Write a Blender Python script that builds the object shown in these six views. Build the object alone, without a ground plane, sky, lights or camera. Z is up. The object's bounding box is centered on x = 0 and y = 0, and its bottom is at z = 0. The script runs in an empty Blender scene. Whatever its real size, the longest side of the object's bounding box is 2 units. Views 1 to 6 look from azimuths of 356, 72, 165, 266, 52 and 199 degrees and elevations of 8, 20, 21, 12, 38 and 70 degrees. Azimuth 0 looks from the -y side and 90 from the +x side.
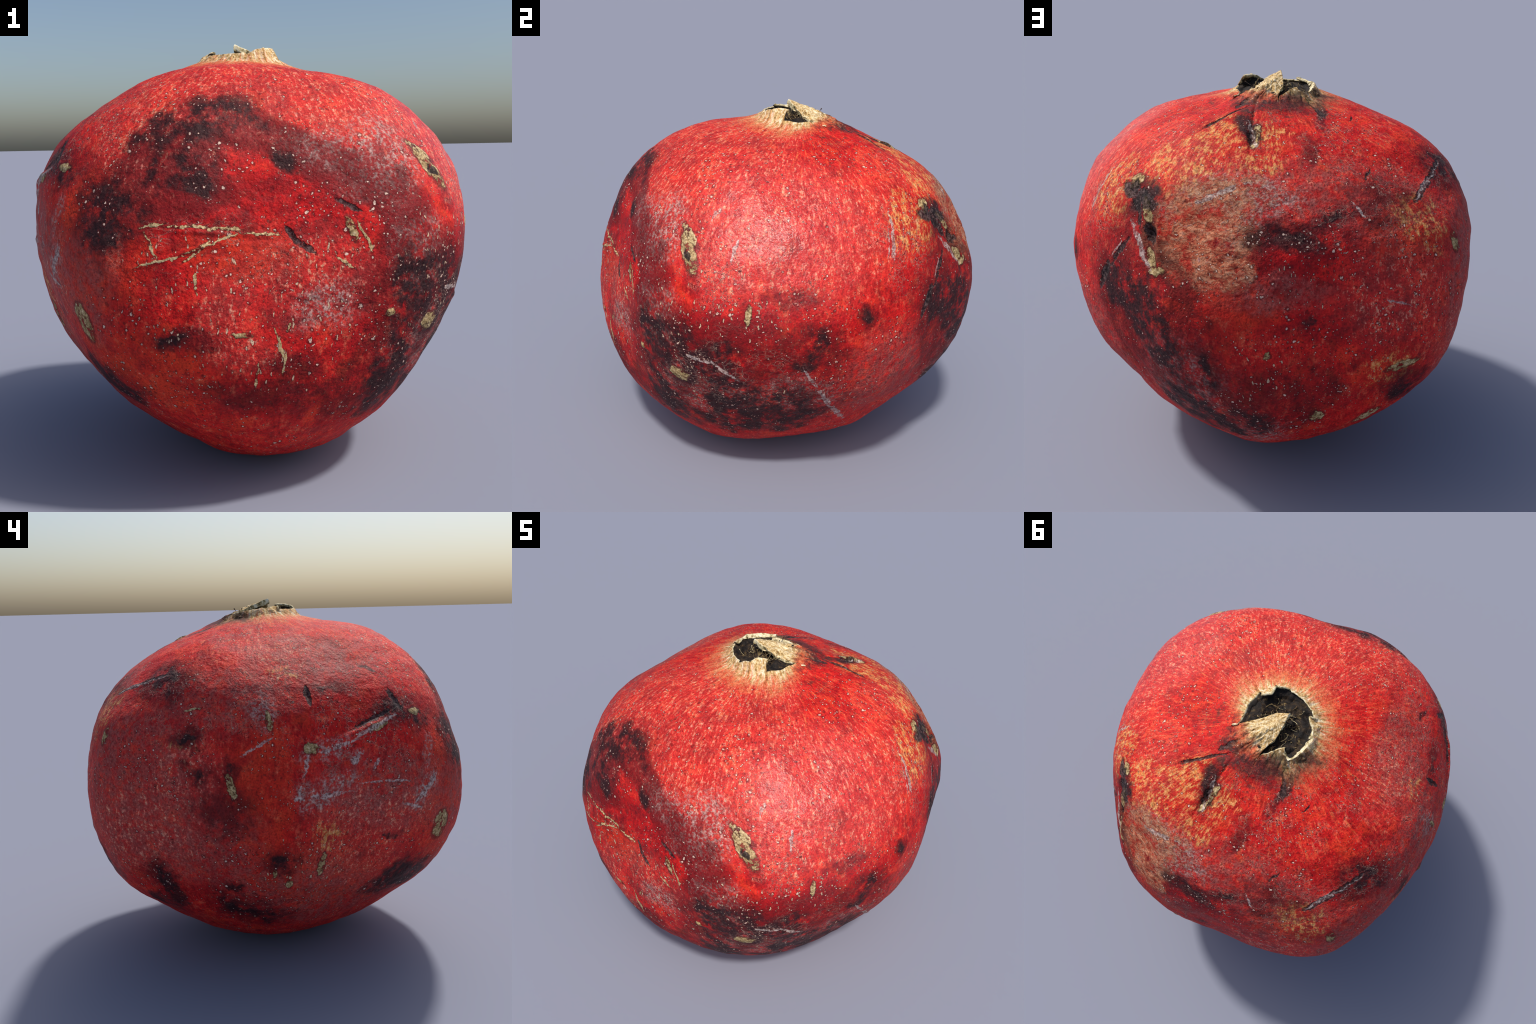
# A ripe, bruised and scarred pomegranate with a dried, broken crown.
import bpy, math, random
import numpy as np
from mathutils import Vector, Euler, Matrix, noise as mnoise

random.seed(7)
rng = np.random.default_rng(7)

# ---------------------------------------------------------------- the fruit's lumpy profile
# Twenty meridian profiles (columns, every 18 degrees from +x) read at fifteen polar
# angles (rows, from the crown down to the blossom-less base): distance from the core.
CORE = np.array([0.0, 0.0, 0.85])
POLAR = np.radians([0, 11, 20, 31, 43, 55, 67, 79, 91, 103, 116, 130, 146, 163, 180])
PROFILE = np.array([
    (0.910, 0.910, 0.910, 0.910, 0.910, 0.910, 0.910, 0.910, 0.910, 0.910, 0.910, 0.910, 0.910, 0.910, 0.910, 0.910, 0.910, 0.910, 0.910, 0.910),
    (0.926, 0.927, 0.930, 0.932, 0.934, 0.930, 0.929, 0.931, 0.937, 0.944, 0.948, 0.945, 0.939, 0.936, 0.935, 0.934, 0.931, 0.928, 0.925, 0.925),
    (0.943, 0.936, 0.945, 0.952, 0.952, 0.940, 0.941, 0.949, 0.960, 0.965, 0.961, 0.960, 0.957, 0.961, 0.962, 0.961, 0.956, 0.949, 0.942, 0.943),
    (0.974, 0.974, 0.990, 0.982, 0.964, 0.961, 0.971, 0.983, 1.000, 0.987, 0.977, 0.979, 0.994, 1.005, 1.015, 1.002, 1.000, 0.992, 0.991, 0.975),
    (1.011, 1.023, 1.034, 1.026, 1.004, 0.995, 1.004, 1.036, 1.059, 1.041, 1.007, 0.998, 1.027, 1.044, 1.039, 1.017, 1.016, 1.042, 1.048, 1.008),
    (1.023, 1.037, 1.045, 1.037, 1.038, 1.031, 1.049, 1.077, 1.099, 1.072, 1.035, 1.041, 1.069, 1.071, 1.049, 0.995, 1.015, 1.052, 1.064, 1.052),
    (1.018, 1.018, 1.018, 1.039, 1.047, 1.032, 1.069, 1.126, 1.097, 1.054, 1.032, 1.037, 1.072, 1.069, 1.034, 0.966, 0.995, 1.046, 1.071, 1.046),
    (1.009, 0.984, 0.992, 1.046, 1.048, 1.000, 1.056, 1.111, 1.051, 1.005, 1.007, 0.985, 1.040, 1.082, 1.030, 0.962, 0.978, 1.042, 1.056, 1.010),
    (0.969, 0.960, 0.955, 1.023, 1.023, 0.987, 1.038, 1.086, 1.001, 0.972, 0.976, 0.933, 0.982, 1.056, 1.039, 0.973, 0.965, 1.007, 1.014, 0.968),
    (0.939, 0.935, 0.927, 0.990, 1.019, 0.980, 1.019, 1.048, 0.970, 0.949, 0.952, 0.895, 0.932, 1.009, 1.025, 0.998, 0.963, 0.984, 0.964, 0.923),
    (0.889, 0.883, 0.898, 0.946, 0.989, 0.977, 0.995, 0.975, 0.937, 0.915, 0.912, 0.871, 0.894, 0.947, 0.989, 0.995, 0.968, 0.962, 0.929, 0.898),
    (0.866, 0.875, 0.875, 0.900, 0.941, 0.942, 0.928, 0.896, 0.896, 0.890, 0.882, 0.860, 0.857, 0.888, 0.926, 0.964, 0.949, 0.932, 0.918, 0.881),
    (0.853, 0.862, 0.870, 0.883, 0.892, 0.889, 0.877, 0.871, 0.868, 0.863, 0.857, 0.850, 0.851, 0.864, 0.900, 0.918, 0.921, 0.917, 0.889, 0.861),
    (0.848, 0.850, 0.855, 0.859, 0.860, 0.858, 0.855, 0.852, 0.850, 0.847, 0.845, 0.845, 0.848, 0.857, 0.872, 0.880, 0.884, 0.878, 0.865, 0.853),
    (0.839, 0.839, 0.839, 0.839, 0.839, 0.839, 0.839, 0.839, 0.839, 0.839, 0.839, 0.839, 0.839, 0.839, 0.839, 0.839, 0.839, 0.839, 0.839, 0.839),
])
N_MERID = PROFILE.shape[1]


def polar_weights(x):
    """Catmull-Rom weights along a meridian (x: 1D array of polar angles)."""
    n = len(POLAR)
    M = np.zeros((len(x), n))
    k = np.clip(np.searchsorted(POLAR, x, 'right') - 1, 0, n - 2)
    h = POLAR[k + 1] - POLAR[k]
    t = (x - POLAR[k]) / h
    i = np.arange(len(x))
    M[i, k] += 2 * t**3 - 3 * t**2 + 1
    M[i, k + 1] += -2 * t**3 + 3 * t**2
    for kk, w in ((k, t**3 - 2 * t**2 + t), (k + 1, t**3 - t**2)):
        ok = (kk > 0) & (kk < n - 1)
        q = kk[ok]
        ww = w[ok] * h[ok] / (POLAR[q + 1] - POLAR[q - 1])
        M[i[ok], q + 1] += ww
        M[i[ok], q - 1] -= ww
    return M


def azimuth_weights(x):
    s = x / (2 * np.pi) * N_MERID
    k = np.floor(s).astype(int)
    t = s - k
    M = np.zeros((len(x), N_MERID))
    w = (-.5 * t**3 + t * t - .5 * t, 1.5 * t**3 - 2.5 * t * t + 1, -1.5 * t**3 + 2 * t * t + .5 * t, .5 * t**3 - .5 * t * t)
    for j in range(4):
        np.add.at(M, (np.arange(len(x)), (k - 1 + j) % N_MERID), w[j])
    return M


def fruit_radius(d):
    """d: (n,3) unit directions from the core -> smooth distance to the rind."""
    pol = np.arccos(np.clip(d[:, 2], -1, 1))
    az = np.arctan2(d[:, 1], d[:, 0]) % (2 * np.pi)
    return ((polar_weights(pol) @ PROFILE) * azimuth_weights(az)).sum(1)


def direction(az, pol):
    a, p = math.radians(az), math.radians(pol)
    return np.array([math.sin(p) * math.cos(a), math.sin(p) * math.sin(a), math.cos(p)])


def on_rind(az, pol):
    d = direction(az, pol)
    return CORE + d * fruit_radius(d[None])[0]


def tangent_frame(az, pol):
    n = direction(az, pol)
    a = math.radians(az)
    east = np.array([-math.sin(a), math.cos(a), 0.0])
    return n, east, np.cross(n, east)


# ---------------------------------------------------------------- blemishes
# RELIEF carries one number more: how far the rind swells out or sinks there (m).
# Each mark: azimuth, polar angle (degrees, from the core), half length, half width (m),
# tilt of its long axis from the meridian (degrees, towards the east).
RELIEF = [
    (198, 66, 0.228, 0.026, 74, 0.017),
    (206, 73, 0.213, 0.082, 98, -0.014),
    (188, 81, 0.115, 0.022, 84, 0.007),
    (220, 83, 0.089, 0.032, 44, 0.006),
    (206, 79, 0.128, 0.013, 95, -0.008),
    (164, 77, 0.067, 0.036, 166, 0.006),
    (174, 60, 0.067, 0.038, 1, 0.005),
    (44, 64, 0.041, 0.039, 165, -0.03),
    (37, 60, 0.075, 0.027, 148, -0.012),
    (45, 69, 0.066, 0.029, 146, -0.012),
    (47, 65, 0.122, 0.024, 165, 0.016),
    (60, 61, 0.154, 0.121, 84, -0.012),
    (69, 32, 0.072, 0.011, 163, 0.014),
    (66, 29, 0.26, 0.01, 173, -0.008),
    (67, 33, 0.09, 0.025, 170, -0.022),
    (315, 64, 0.102, 0.037, 150, 0.01),
    (315, 62, 0.063, 0.013, 146, -0.006),
    (355, 103, 0.299, 0.015, 149, 0.007),
    (324, 93, 0.126, 0.018, 118, 0.006),
    (129, 54, 0.163, 0.023, 70, 0.009),
    (78, 61, 0.078, 0.029, 105, -0.012),
    (307, 86, 0.093, 0.04, 97, -0.01),
    (300, 94, 0.046, 0.024, 96, 0.008),
    (259, 75, 0.238, 0.01, 91, 0.006),
    (254, 79, 0.174, 0.01, 72, 0.005),
    (337, 99, 0.091, 0.048, 90, -0.008),
    (324, 95, 0.105, 0.042, 107, 0.006),
    (51, 26, 0.068, 0.027, 33, 0.006),
    (166, 121, 0.12, 0.053, 124, -0.006),
]
CRIMSON = [
    (265, 67, 0.503, 0.231, 90), (295, 70, 0.231, 0.148, 96), (274, 84, 0.401, 0.164, 93), (325, 81, 0.253, 0.129, 80), (88, 75, 0.468, 0.187, 113),
    (96, 65, 0.327, 0.106, 96), (267, 64, 0.48, 0.211, 90),
]
MAROON = [
    (245, 57, 0.132, 0.059, 39), (269, 52, 0.192, 0.064, 106), (297, 66, 0.171, 0.081, 116), (253, 68, 0.186, 0.072, 76), (257, 51, 0.169, 0.062, 84),
    (281, 58, 0.204, 0.06, 118), (304, 69, 0.094, 0.092, 96), (243, 63, 0.065, 0.058, 88), (239, 72, 0.138, 0.111, 87), (254, 63, 0.111, 0.093, 176),
    (273, 112, 0.247, 0.074, 100), (253, 97, 0.107, 0.041, 90), (276, 103, 0.091, 0.046, 99), (299, 110, 0.193, 0.155, 40), (305, 92, 0.174, 0.155, 98),
    (302, 78, 0.09, 0.086, 96), (331, 88, 0.398, 0.14, 91), (351, 87, 0.127, 0.09, 175), (38, 80, 0.26, 0.227, 166), (37, 59, 0.124, 0.107, 103),
    (5, 79, 0.056, 0.055, 176), (306, 91, 0.231, 0.186, 12), (335, 107, 0.37, 0.246, 84), (319, 91, 0.226, 0.122, 74), (345, 72, 0.115, 0.037, 89),
    (91, 59, 0.167, 0.033, 81), (40, 78, 0.224, 0.183, 74), (47, 83, 0.208, 0.159, 73), (50, 95, 0.286, 0.252, 50), (67, 111, 0.236, 0.157, 86),
    (56, 102, 0.187, 0.162, 116), (81, 104, 0.191, 0.175, 99), (114, 103, 0.122, 0.098, 105), (65, 31, 0.111, 0.043, 168), (92, 38, 0.095, 0.037, 15),
    (139, 52, 0.12, 0.115, 111), (109, 56, 0.172, 0.094, 101), (142, 54, 0.102, 0.06, 89), (177, 99, 0.072, 0.067, 0), (226, 115, 0.192, 0.124, 58),
    (166, 121, 0.195, 0.119, 127), (139, 106, 0.099, 0.074, 23), (156, 75, 0.075, 0.052, 87), (152, 67, 0.069, 0.041, 85), (216, 62, 0.181, 0.07, 97),
    (237, 72, 0.175, 0.128, 43), (162, 85, 0.136, 0.125, 88), (164, 73, 0.051, 0.044, 1), (193, 54, 0.124, 0.042, 96),
]
BLACK = [
    (339, 113, 0.175, 0.135, 91), (327, 118, 0.102, 0.093, 82), (241, 71, 0.092, 0.078, 169), (238, 74, 0.083, 0.061, 87), (256, 62, 0.086, 0.052, 176),
    (255, 48, 0.109, 0.043, 78), (267, 51, 0.084, 0.026, 110), (245, 67, 0.098, 0.018, 79), (257, 48, 0.054, 0.054, 83), (237, 75, 0.07, 0.055, 87),
    (303, 88, 0.073, 0.058, 172), (311, 93, 0.129, 0.067, 158), (303, 105, 0.105, 0.049, 176), (306, 118, 0.125, 0.118, 54), (276, 59, 0.042, 0.036, 94),
    (245, 62, 0.058, 0.025, 169), (251, 97, 0.048, 0.018, 89), (317, 87, 0.08, 0.068, 98), (337, 112, 0.223, 0.175, 88), (327, 103, 0.163, 0.096, 8),
    (304, 109, 0.186, 0.098, 179), (305, 87, 0.095, 0.089, 9), (322, 90, 0.136, 0.068, 77), (351, 85, 0.08, 0.042, 175), (346, 91, 0.059, 0.027, 90),
    (37, 57, 0.076, 0.048, 42), (5, 79, 0.032, 0.026, 177), (45, 86, 0.151, 0.113, 154), (76, 61, 0.091, 0.056, 89), (84, 63, 0.079, 0.034, 106),
    (93, 58, 0.071, 0.013, 76), (66, 32, 0.101, 0.037, 169), (67, 113, 0.154, 0.119, 86), (45, 82, 0.122, 0.094, 72), (34, 79, 0.112, 0.078, 73),
    (51, 92, 0.088, 0.079, 158), (115, 106, 0.088, 0.077, 91), (86, 81, 0.023, 0.023, 179), (138, 52, 0.073, 0.05, 108), (58, 12, 0.154, 0.075, 3),
    (113, 23, 0.128, 0.024, 28), (62, 94, 0.069, 0.035, 4), (54, 110, 0.174, 0.12, 27), (140, 52, 0.052, 0.034, 68), (143, 55, 0.028, 0.023, 154),
    (177, 99, 0.039, 0.039, 0), (227, 114, 0.173, 0.111, 76), (165, 120, 0.111, 0.057, 126), (172, 127, 0.051, 0.049, 2), (139, 106, 0.063, 0.026, 22),
    (162, 107, 0.045, 0.023, 86), (156, 75, 0.042, 0.027, 87), (213, 61, 0.054, 0.043, 54), (219, 63, 0.093, 0.032, 104), (237, 72, 0.133, 0.094, 30),
    (164, 73, 0.026, 0.017, 1), (213, 96, 0.045, 0.019, 99), (135, 119, 0.17, 0.073, 46), (192, 54, 0.04, 0.017, 96), (152, 67, 0.037, 0.017, 85),
    (211, 49, 0.034, 0.016, 135), (253, 50, 0.184, 0.086, 55), (255, 61, 0.104, 0.058, 56),
]
RUSSET = [
    (57, 61, 0.18, 0.135, 83), (67, 65, 0.098, 0.08, 174), (51, 67, 0.08, 0.072, 167), (62, 53, 0.161, 0.059, 73), (61, 69, 0.125, 0.059, 93),
    (45, 62, 0.069, 0.06, 164),
]
DULL = [
    (139, 76, 0.257, 0.245, 83), (162, 56, 0.267, 0.117, 86), (188, 116, 0.421, 0.188, 111), (15, 99, 0.244, 0.218, 103), (100, 53, 0.446, 0.146, 102),
    (71, 49, 0.269, 0.097, 86), (132, 85, 0.32, 0.164, 13), (195, 42, 0.244, 0.157, 96), (208, 82, 0.325, 0.148, 98), (77, 74, 0.211, 0.066, 90),
    (153, 94, 0.261, 0.178, 86), (233, 86, 0.198, 0.118, 12),
]
AMBER = [
    (179, 48, 0.061, 0.038, 88), (47, 45, 0.083, 0.081, 79), (52, 33, 0.114, 0.066, 54), (71, 33, 0.113, 0.105, 80), (73, 43, 0.095, 0.056, 84),
    (41, 49, 0.086, 0.083, 149), (26, 57, 0.139, 0.124, 139), (47, 45, 0.114, 0.075, 31), (47, 34, 0.143, 0.058, 22), (22, 57, 0.114, 0.085, 25),
    (48, 45, 0.166, 0.157, 82), (191, 92, 0.072, 0.067, 100), (118, 62, 0.135, 0.117, 119), (108, 97, 0.108, 0.082, 102), (150, 68, 0.079, 0.029, 85),
]
PALE = [
    (139, 92, 0.272, 0.199, 83), (205, 89, 0.278, 0.125, 98), (152, 74, 0.156, 0.148, 86), (200, 101, 0.232, 0.127, 101), (108, 77, 0.207, 0.171, 100),
    (339, 61, 0.078, 0.064, 86), (335, 62, 0.214, 0.172, 85), (262, 89, 0.093, 0.081, 1), (265, 99, 0.131, 0.061, 110), (281, 85, 0.197, 0.13, 93),  # 339/61 and 335/62: bright sun spot, tinted pale into the rind
    (260, 94, 0.071, 0.058, 2), (256, 31, 0.352, 0.221, 54), (302, 42, 0.374, 0.149, 82), (329, 53, 0.309, 0.227, 97), (308, 33, 0.371, 0.161, 116),
    (259, 25, 0.139, 0.135, 54), (336, 19, 0.17, 0.097, 174), (299, 40, 0.384, 0.238, 82), (336, 17, 0.085, 0.061, 138), (39, 42, 0.185, 0.118, 118),  # 336/17: shine beside the crown, coloured in as pale pink
    (175, 38, 0.188, 0.151, 84), (242, 53, 0.246, 0.223, 11), (360, 54, 0.275, 0.244, 31), (333, 49, 0.374, 0.212, 84),
]
BLOOM = [
    (315, 103, 0.12, 0.116, 26), (342, 102, 0.092, 0.05, 89), (63, 52, 0.161, 0.068, 76), (68, 59, 0.081, 0.066, 174), (46, 58, 0.064, 0.035, 80),
    (185, 82, 0.077, 0.028, 87), (220, 83, 0.078, 0.047, 34), (303, 61, 0.109, 0.086, 95), (306, 80, 0.106, 0.1, 96), (290, 58, 0.163, 0.064, 109),
    (300, 61, 0.138, 0.137, 147), (306, 83, 0.114, 0.103, 71), (193, 78, 0.081, 0.04, 90), (183, 81, 0.059, 0.037, 1), (219, 85, 0.063, 0.037, 45),  # 183/81 and 219/85: glossy reflections baked in as grey patches
    (199, 72, 0.039, 0.021, 96), (73, 53, 0.145, 0.066, 79), (320, 102, 0.183, 0.125, 89), (347, 103, 0.123, 0.104, 88), (54, 100, 0.179, 0.161, 32),
    (190, 69, 0.107, 0.04, 80), (173, 59, 0.074, 0.049, 0), (221, 73, 0.078, 0.029, 16), (284, 91, 0.103, 0.073, 94), (355, 102, 0.063, 0.063, 93),
    (73, 120, 0.127, 0.105, 51),
]
SCAB = [
    (41, 59, 0.058, 0.018, 148), (46, 70, 0.056, 0.021, 147), (315, 64, 0.102, 0.031, 150), (290, 75, 0.045, 0.015, 160), (229, 95, 0.071, 0.045, 167),
    (333, 77, 0.04, 0.013, 178), (313, 98, 0.046, 0.038, 93), (174, 62, 0.039, 0.013, 171), (185, 69, 0.03, 0.023, 93), (164, 78, 0.05, 0.018, 166),
    (205, 65, 0.045, 0.015, 80), (111, 96, 0.075, 0.02, 80), (90, 111, 0.032, 0.028, 102), (76, 89, 0.016, 0.016, 94), (126, 69, 0.043, 0.021, 1),
    (265, 96, 0.031, 0.009, 95), (175, 103, 0.02, 0.01, 1), (189, 102, 0.055, 0.017, 6), (179, 107, 0.023, 0.014, 178), (33, 53, 0.039, 0.032, 42),
    (48, 72, 0.039, 0.016, 79), (69, 33, 0.07, 0.014, 2), (219, 63, 0.038, 0.016, 90), (299, 94, 0.019, 0.014, 66),
]
TAN = [
    (247, 74, 0.036, 0.005, 76), (253, 74, 0.058, 0.005, 87), (257, 74, 0.03, 0.005, 106), (262, 74, 0.053, 0.005, 90), (269, 75, 0.065, 0.005, 96),
    (249, 81, 0.078, 0.004, 75), (257, 78, 0.061, 0.004, 68), (262, 76, 0.037, 0.004, 71), (247, 78, 0.046, 0.004, 150), (256, 79, 0.053, 0.005, 47),
    (288, 82, 0.037, 0.005, 123), (293, 77, 0.051, 0.005, 156), (273, 99, 0.059, 0.005, 165), (268, 105, 0.048, 0.004, 11), (274, 103, 0.039, 0.005, 8),
    (275, 95, 0.019, 0.005, 20), (256, 85, 0.034, 0.004, 175), (153, 60, 0.034, 0.005, 76), (164, 78, 0.044, 0.006, 149), (106, 114, 0.059, 0.031, 57),
    (314, 60, 0.063, 0.015, 130),
]
CRACK = [
    (276, 75, 0.028, 0.011, 144), (279, 78, 0.044, 0.011, 122), (290, 70, 0.047, 0.009, 120), (48, 27, 0.138, 0.007, 20), (33, 71, 0.082, 0.013, 35),
    (27, 78, 0.078, 0.017, 30), (114, 21, 0.069, 0.013, 9), (127, 29, 0.018, 0.005, 59), (186, 55, 0.046, 0.008, 179), (51, 17, 0.057, 0.012, 10),
    (36, 56, 0.097, 0.035, 105), (67, 33, 0.039, 0.02, 171), (37, 58, 0.096, 0.015, 153), (44, 64, 0.045, 0.023, 128), (186, 55, 0.042, 0.013, 0),
    (213, 59, 0.054, 0.017, 160), (129, 54, 0.163, 0.014, 70), (109, 48, 0.033, 0.006, 50), (315, 65, 0.027, 0.012, 134), (204, 63, 0.11, 0.01, 73),
]
PALE_SCRATCH = [
    (188, 81, 0.121, 0.011, 86), (220, 83, 0.093, 0.014, 46), (183, 75, 0.092, 0.007, 14), (198, 72, 0.034, 0.013, 48), (204, 74, 0.03, 0.008, 35),
    (216, 87, 0.064, 0.007, 111), (62, 52, 0.114, 0.012, 61), (320, 91, 0.056, 0.008, 97), (327, 94, 0.079, 0.008, 133), (352, 99, 0.122, 0.007, 148),
    (1, 113, 0.176, 0.015, 147), (15, 59, 0.126, 0.006, 8), (13, 60, 0.067, 0.004, 12), (124, 55, 0.064, 0.006, 60), (129, 54, 0.137, 0.006, 72),
    (101, 57, 0.043, 0.006, 156), (108, 79, 0.058, 0.004, 111), (206, 79, 0.12, 0.006, 95), (192, 69, 0.102, 0.009, 76), (204, 65, 0.125, 0.009, 71),
    (171, 68, 0.075, 0.007, 59), (32, 70, 0.072, 0.005, 36), (41, 67, 0.11, 0.014, 139), (67, 32, 0.079, 0.009, 161), (320, 54, 0.036, 0.008, 22),
    (328, 62, 0.045, 0.006, 9), (15, 58, 0.106, 0.008, 11),
]
HAIR = [
    (193, 51, 0.514, 0.252, 91), (153, 56, 0.334, 0.137, 88), (104, 55, 0.337, 0.188, 99), (114, 27, 0.323, 0.193, 92), (335, 68, 0.287, 0.128, 85),
    (322, 96, 0.341, 0.211, 73), (257, 79, 0.266, 0.092, 89), (201, 76, 0.309, 0.152, 97), (18, 62, 0.183, 0.165, 15),
]
RUDDY = [
    (172, 78, 0.265, 0.101, 1), (189, 107, 0.225, 0.145, 105), (230, 79, 0.223, 0.218, 180), (264, 79, 0.163, 0.069, 90), (67, 77, 0.159, 0.093, 85),
    (111, 63, 0.125, 0.114, 102), (243, 106, 0.2, 0.145, 86),
]
WAXY = [
    (337, 57, 0.292, 0.274, 175),
]
NICKS = [
    (315, 101, 0.193, 0.155, 70), (344, 103, 0.123, 0.103, 89), (256, 80, 0.266, 0.08, 89), (287, 82, 0.19, 0.095, 94), (269, 93, 0.399, 0.203, 94),
    (254, 83, 0.15, 0.08, 90), (183, 103, 0.221, 0.169, 102), (167, 120, 0.145, 0.134, 88), (325, 77, 0.383, 0.198, 80), (85, 73, 0.136, 0.108, 93),
    (266, 107, 0.243, 0.088, 95), (74, 94, 0.163, 0.133, 92),
]

CROWN = np.array([0.005, 0.055])        # plan position of the crown's axis


def local_gauss(P, mark, depth):
    n, east, north = tangent_frame(mark[0], mark[1])
    c = on_rind(mark[0], mark[1])
    t = math.radians(mark[4])
    ax = math.cos(t) * north + math.sin(t) * east
    ay = np.cross(n, ax)
    q = P - c
    f = ((q @ ax) / mark[2])**2 + ((q @ ay) / mark[3])**2 + ((q @ n) / .4)**2
    return depth * np.exp(-1.6 * f)


def rind_points(D):
    """Directions -> points on the rind with its relief."""
    r = fruit_radius(D)
    P = CORE + D * r[:, None]
    off = np.zeros(len(P))
    for m in RELIEF:
        off += local_gauss(P, m, m[5])
    for m in SCAB:
        off += local_gauss(P, m, .004)
    for m in CRACK:
        off += local_gauss(P, m, -.005)
    for m in TAN:
        off += local_gauss(P, m, .003)
    rough = np.zeros(len(P))
    for m in RUSSET:
        rough += local_gauss(P, m, 1.0)
    rough = np.clip(rough, 0, 1)
    lum = np.array([mnoise.fractal(Vector(p * 5.0), 1.0, 2.0, 3) for p in P])
    fine = np.array([mnoise.fractal(Vector(p * np.array([14., 20., 36.])), .9, 2.3, 3) for p in P])
    mid = np.array([mnoise.noise(Vector(p * np.array([13., 13., 17.]))) for p in P])
    off += .0008 + .0045 * lum + .0034 * mid + (.0008 + .005 * rough) * fine
    # the neck that flares up into the crown
    rho = np.hypot(P[:, 0] - CROWN[0], P[:, 1] - CROWN[1])
    up = np.clip((NECK_OUT - rho) / (NECK_OUT - NECK_IN), 0, 1)
    up = np.where(P[:, 2] > 1.2, up, 0)
    P = P + D * off[:, None]
    P[:, 2] += NECK_RISE * up**2
    return P


NECK_OUT, NECK_IN, NECK_RISE = .40, .235, .016

# ---------------------------------------------------------------- grid around the crown's axis
COLS = 1080
axis = np.array([CROWN[0], CROWN[1], 1.77]) - CORE
axis /= np.linalg.norm(axis)
ex = np.cross([0, 1.0, 0], axis); ex /= np.linalg.norm(ex)
ey = np.cross(axis, ex)
col_az = np.arange(COLS) / COLS * 2 * np.pi
ring_dir = np.cos(col_az)[:, None] * ex + np.sin(col_az)[:, None] * ey

RIND_ROWS = 560
alpha0 = math.asin(.235 / .93)
alphas = np.linspace(math.pi, alpha0, RIND_ROWS + 1)[1:]
D = (np.cos(alphas)[:, None, None] * axis + np.sin(alphas)[:, None, None] * ring_dir[None])
rind = rind_points(D.reshape(-1, 3)).reshape(RIND_ROWS, COLS, 3)
pole = rind_points(-axis[None])[0]

# ---------------------------------------------------------------- crown: the broken rim of dried sepals
# rim corners counter-clockwise: crown azimuth at the foot, then x, y, z of the torn edge
RIM = [
    (20, .214, .128, 1.777), (30, .080, .046, 1.806), (40, .020, .018, 1.853), (50, -.045, .007, 1.881), (56, -.040, .055, 1.862),
    (67, -.025, .132, 1.829), (79, .018, .205, 1.792), (83, .038, .275, 1.762), (86, .018, .232, 1.792), (96, -.040, .190, 1.812),
    (105, -.081, .161, 1.822), (112, -.090, .190, 1.806), (126, -.118, .214, 1.803), (150, -.170, .150, 1.815), (174, -.197, .069, 1.827),
    (196, -.168, .010, 1.836), (207, -.139, -.028, 1.839), (212, -.168, -.030, 1.826), (222, -.137, -.076, 1.823), (245, -.075, -.118, 1.824),
    (262, -.005, -.137, 1.826), (266, .000, -.146, 1.818), (280, .040, -.138, 1.838), (293, .080, -.128, 1.845), (302, .087, -.076, 1.853), (311, .126, -.055, 1.852),
    (316, .140, -.075, 1.820), (322, .151, -.080, 1.799), (350, .178, .000, 1.794), (372, .180, .093, 1.795), (378, .190, .115, 1.785),
]
rim_az = np.radians([r[0] for r in RIM])
rim_xyz = np.array([r[1:] for r in RIM])
ca = (col_az - rim_az[0]) % (2 * np.pi) + rim_az[0]
ra = np.append(rim_az, rim_az[0] + 2 * np.pi)
rx = np.vstack([rim_xyz, rim_xyz[:1]])
rim = np.stack([np.interp(ca, ra, rx[:, k]) for k in range(3)], -1)
rag = np.array([mnoise.fractal(Vector((p[0] * 26, p[1] * 26, 3.1)), .9, 2.1, 3) for p in rim])
rim[:, 2] += .004 * rag
inward = -np.stack([np.cos(col_az), np.sin(col_az), 0 * col_az], -1)
rim += inward * (.004 * np.roll(rag, 7))[:, None]
# keep the rim from cutting below the rind at the foot ring
foot = rind[-1]
foot_t = rind[-1] - rind[-6]
foot_t /= np.linalg.norm(foot_t, axis=1)[:, None]


def hermite(p0, t0, p1, t1, s):
    s = s[:, None, None]
    return (2*s**3 - 3*s**2 + 1) * p0 + (s**3 - 2*s**2 + s) * t0 + (-2*s**3 + 3*s**2) * p1 + (s**3 - s**2) * t1


span = np.linalg.norm(rim - foot, axis=1)[:, None]
flap = np.clip((span - .09) / .12, 0, 1)                 # the big folded sepal
t0 = foot_t * span * 1.0 + np.array([0, 0, 1.0]) * span * .22 * flap
t1 = (rim - foot) * 1.0
OUT_ROWS = 44
s_out = np.linspace(0, 1, OUT_ROWS + 1)[1:]
outer = hermite(foot, t0, rim, t1, s_out)
wr = np.array([[mnoise.fractal(Vector((p[0] * 30, p[1] * 30, p[2] * 30)), 1.0, 2.0, 3) for p in row] for row in outer])
crease = np.array([mnoise.noise(Vector((math.cos(a) * 9, math.sin(a) * 9, 1.7))) for a in col_az])
w_edge = np.sin(np.pi * s_out)[:, None]
gN = np.cross(np.roll(outer, -1, 1) - np.roll(outer, 1, 1), np.gradient(outer, axis=0))
gN /= np.maximum(np.linalg.norm(gN, axis=2), 1e-9)[..., None]
outer = outer + gN * (((.0055 + .006 * flap[:, 0]) * wr + .006 * crease[None]) * w_edge)[..., None]

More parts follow.
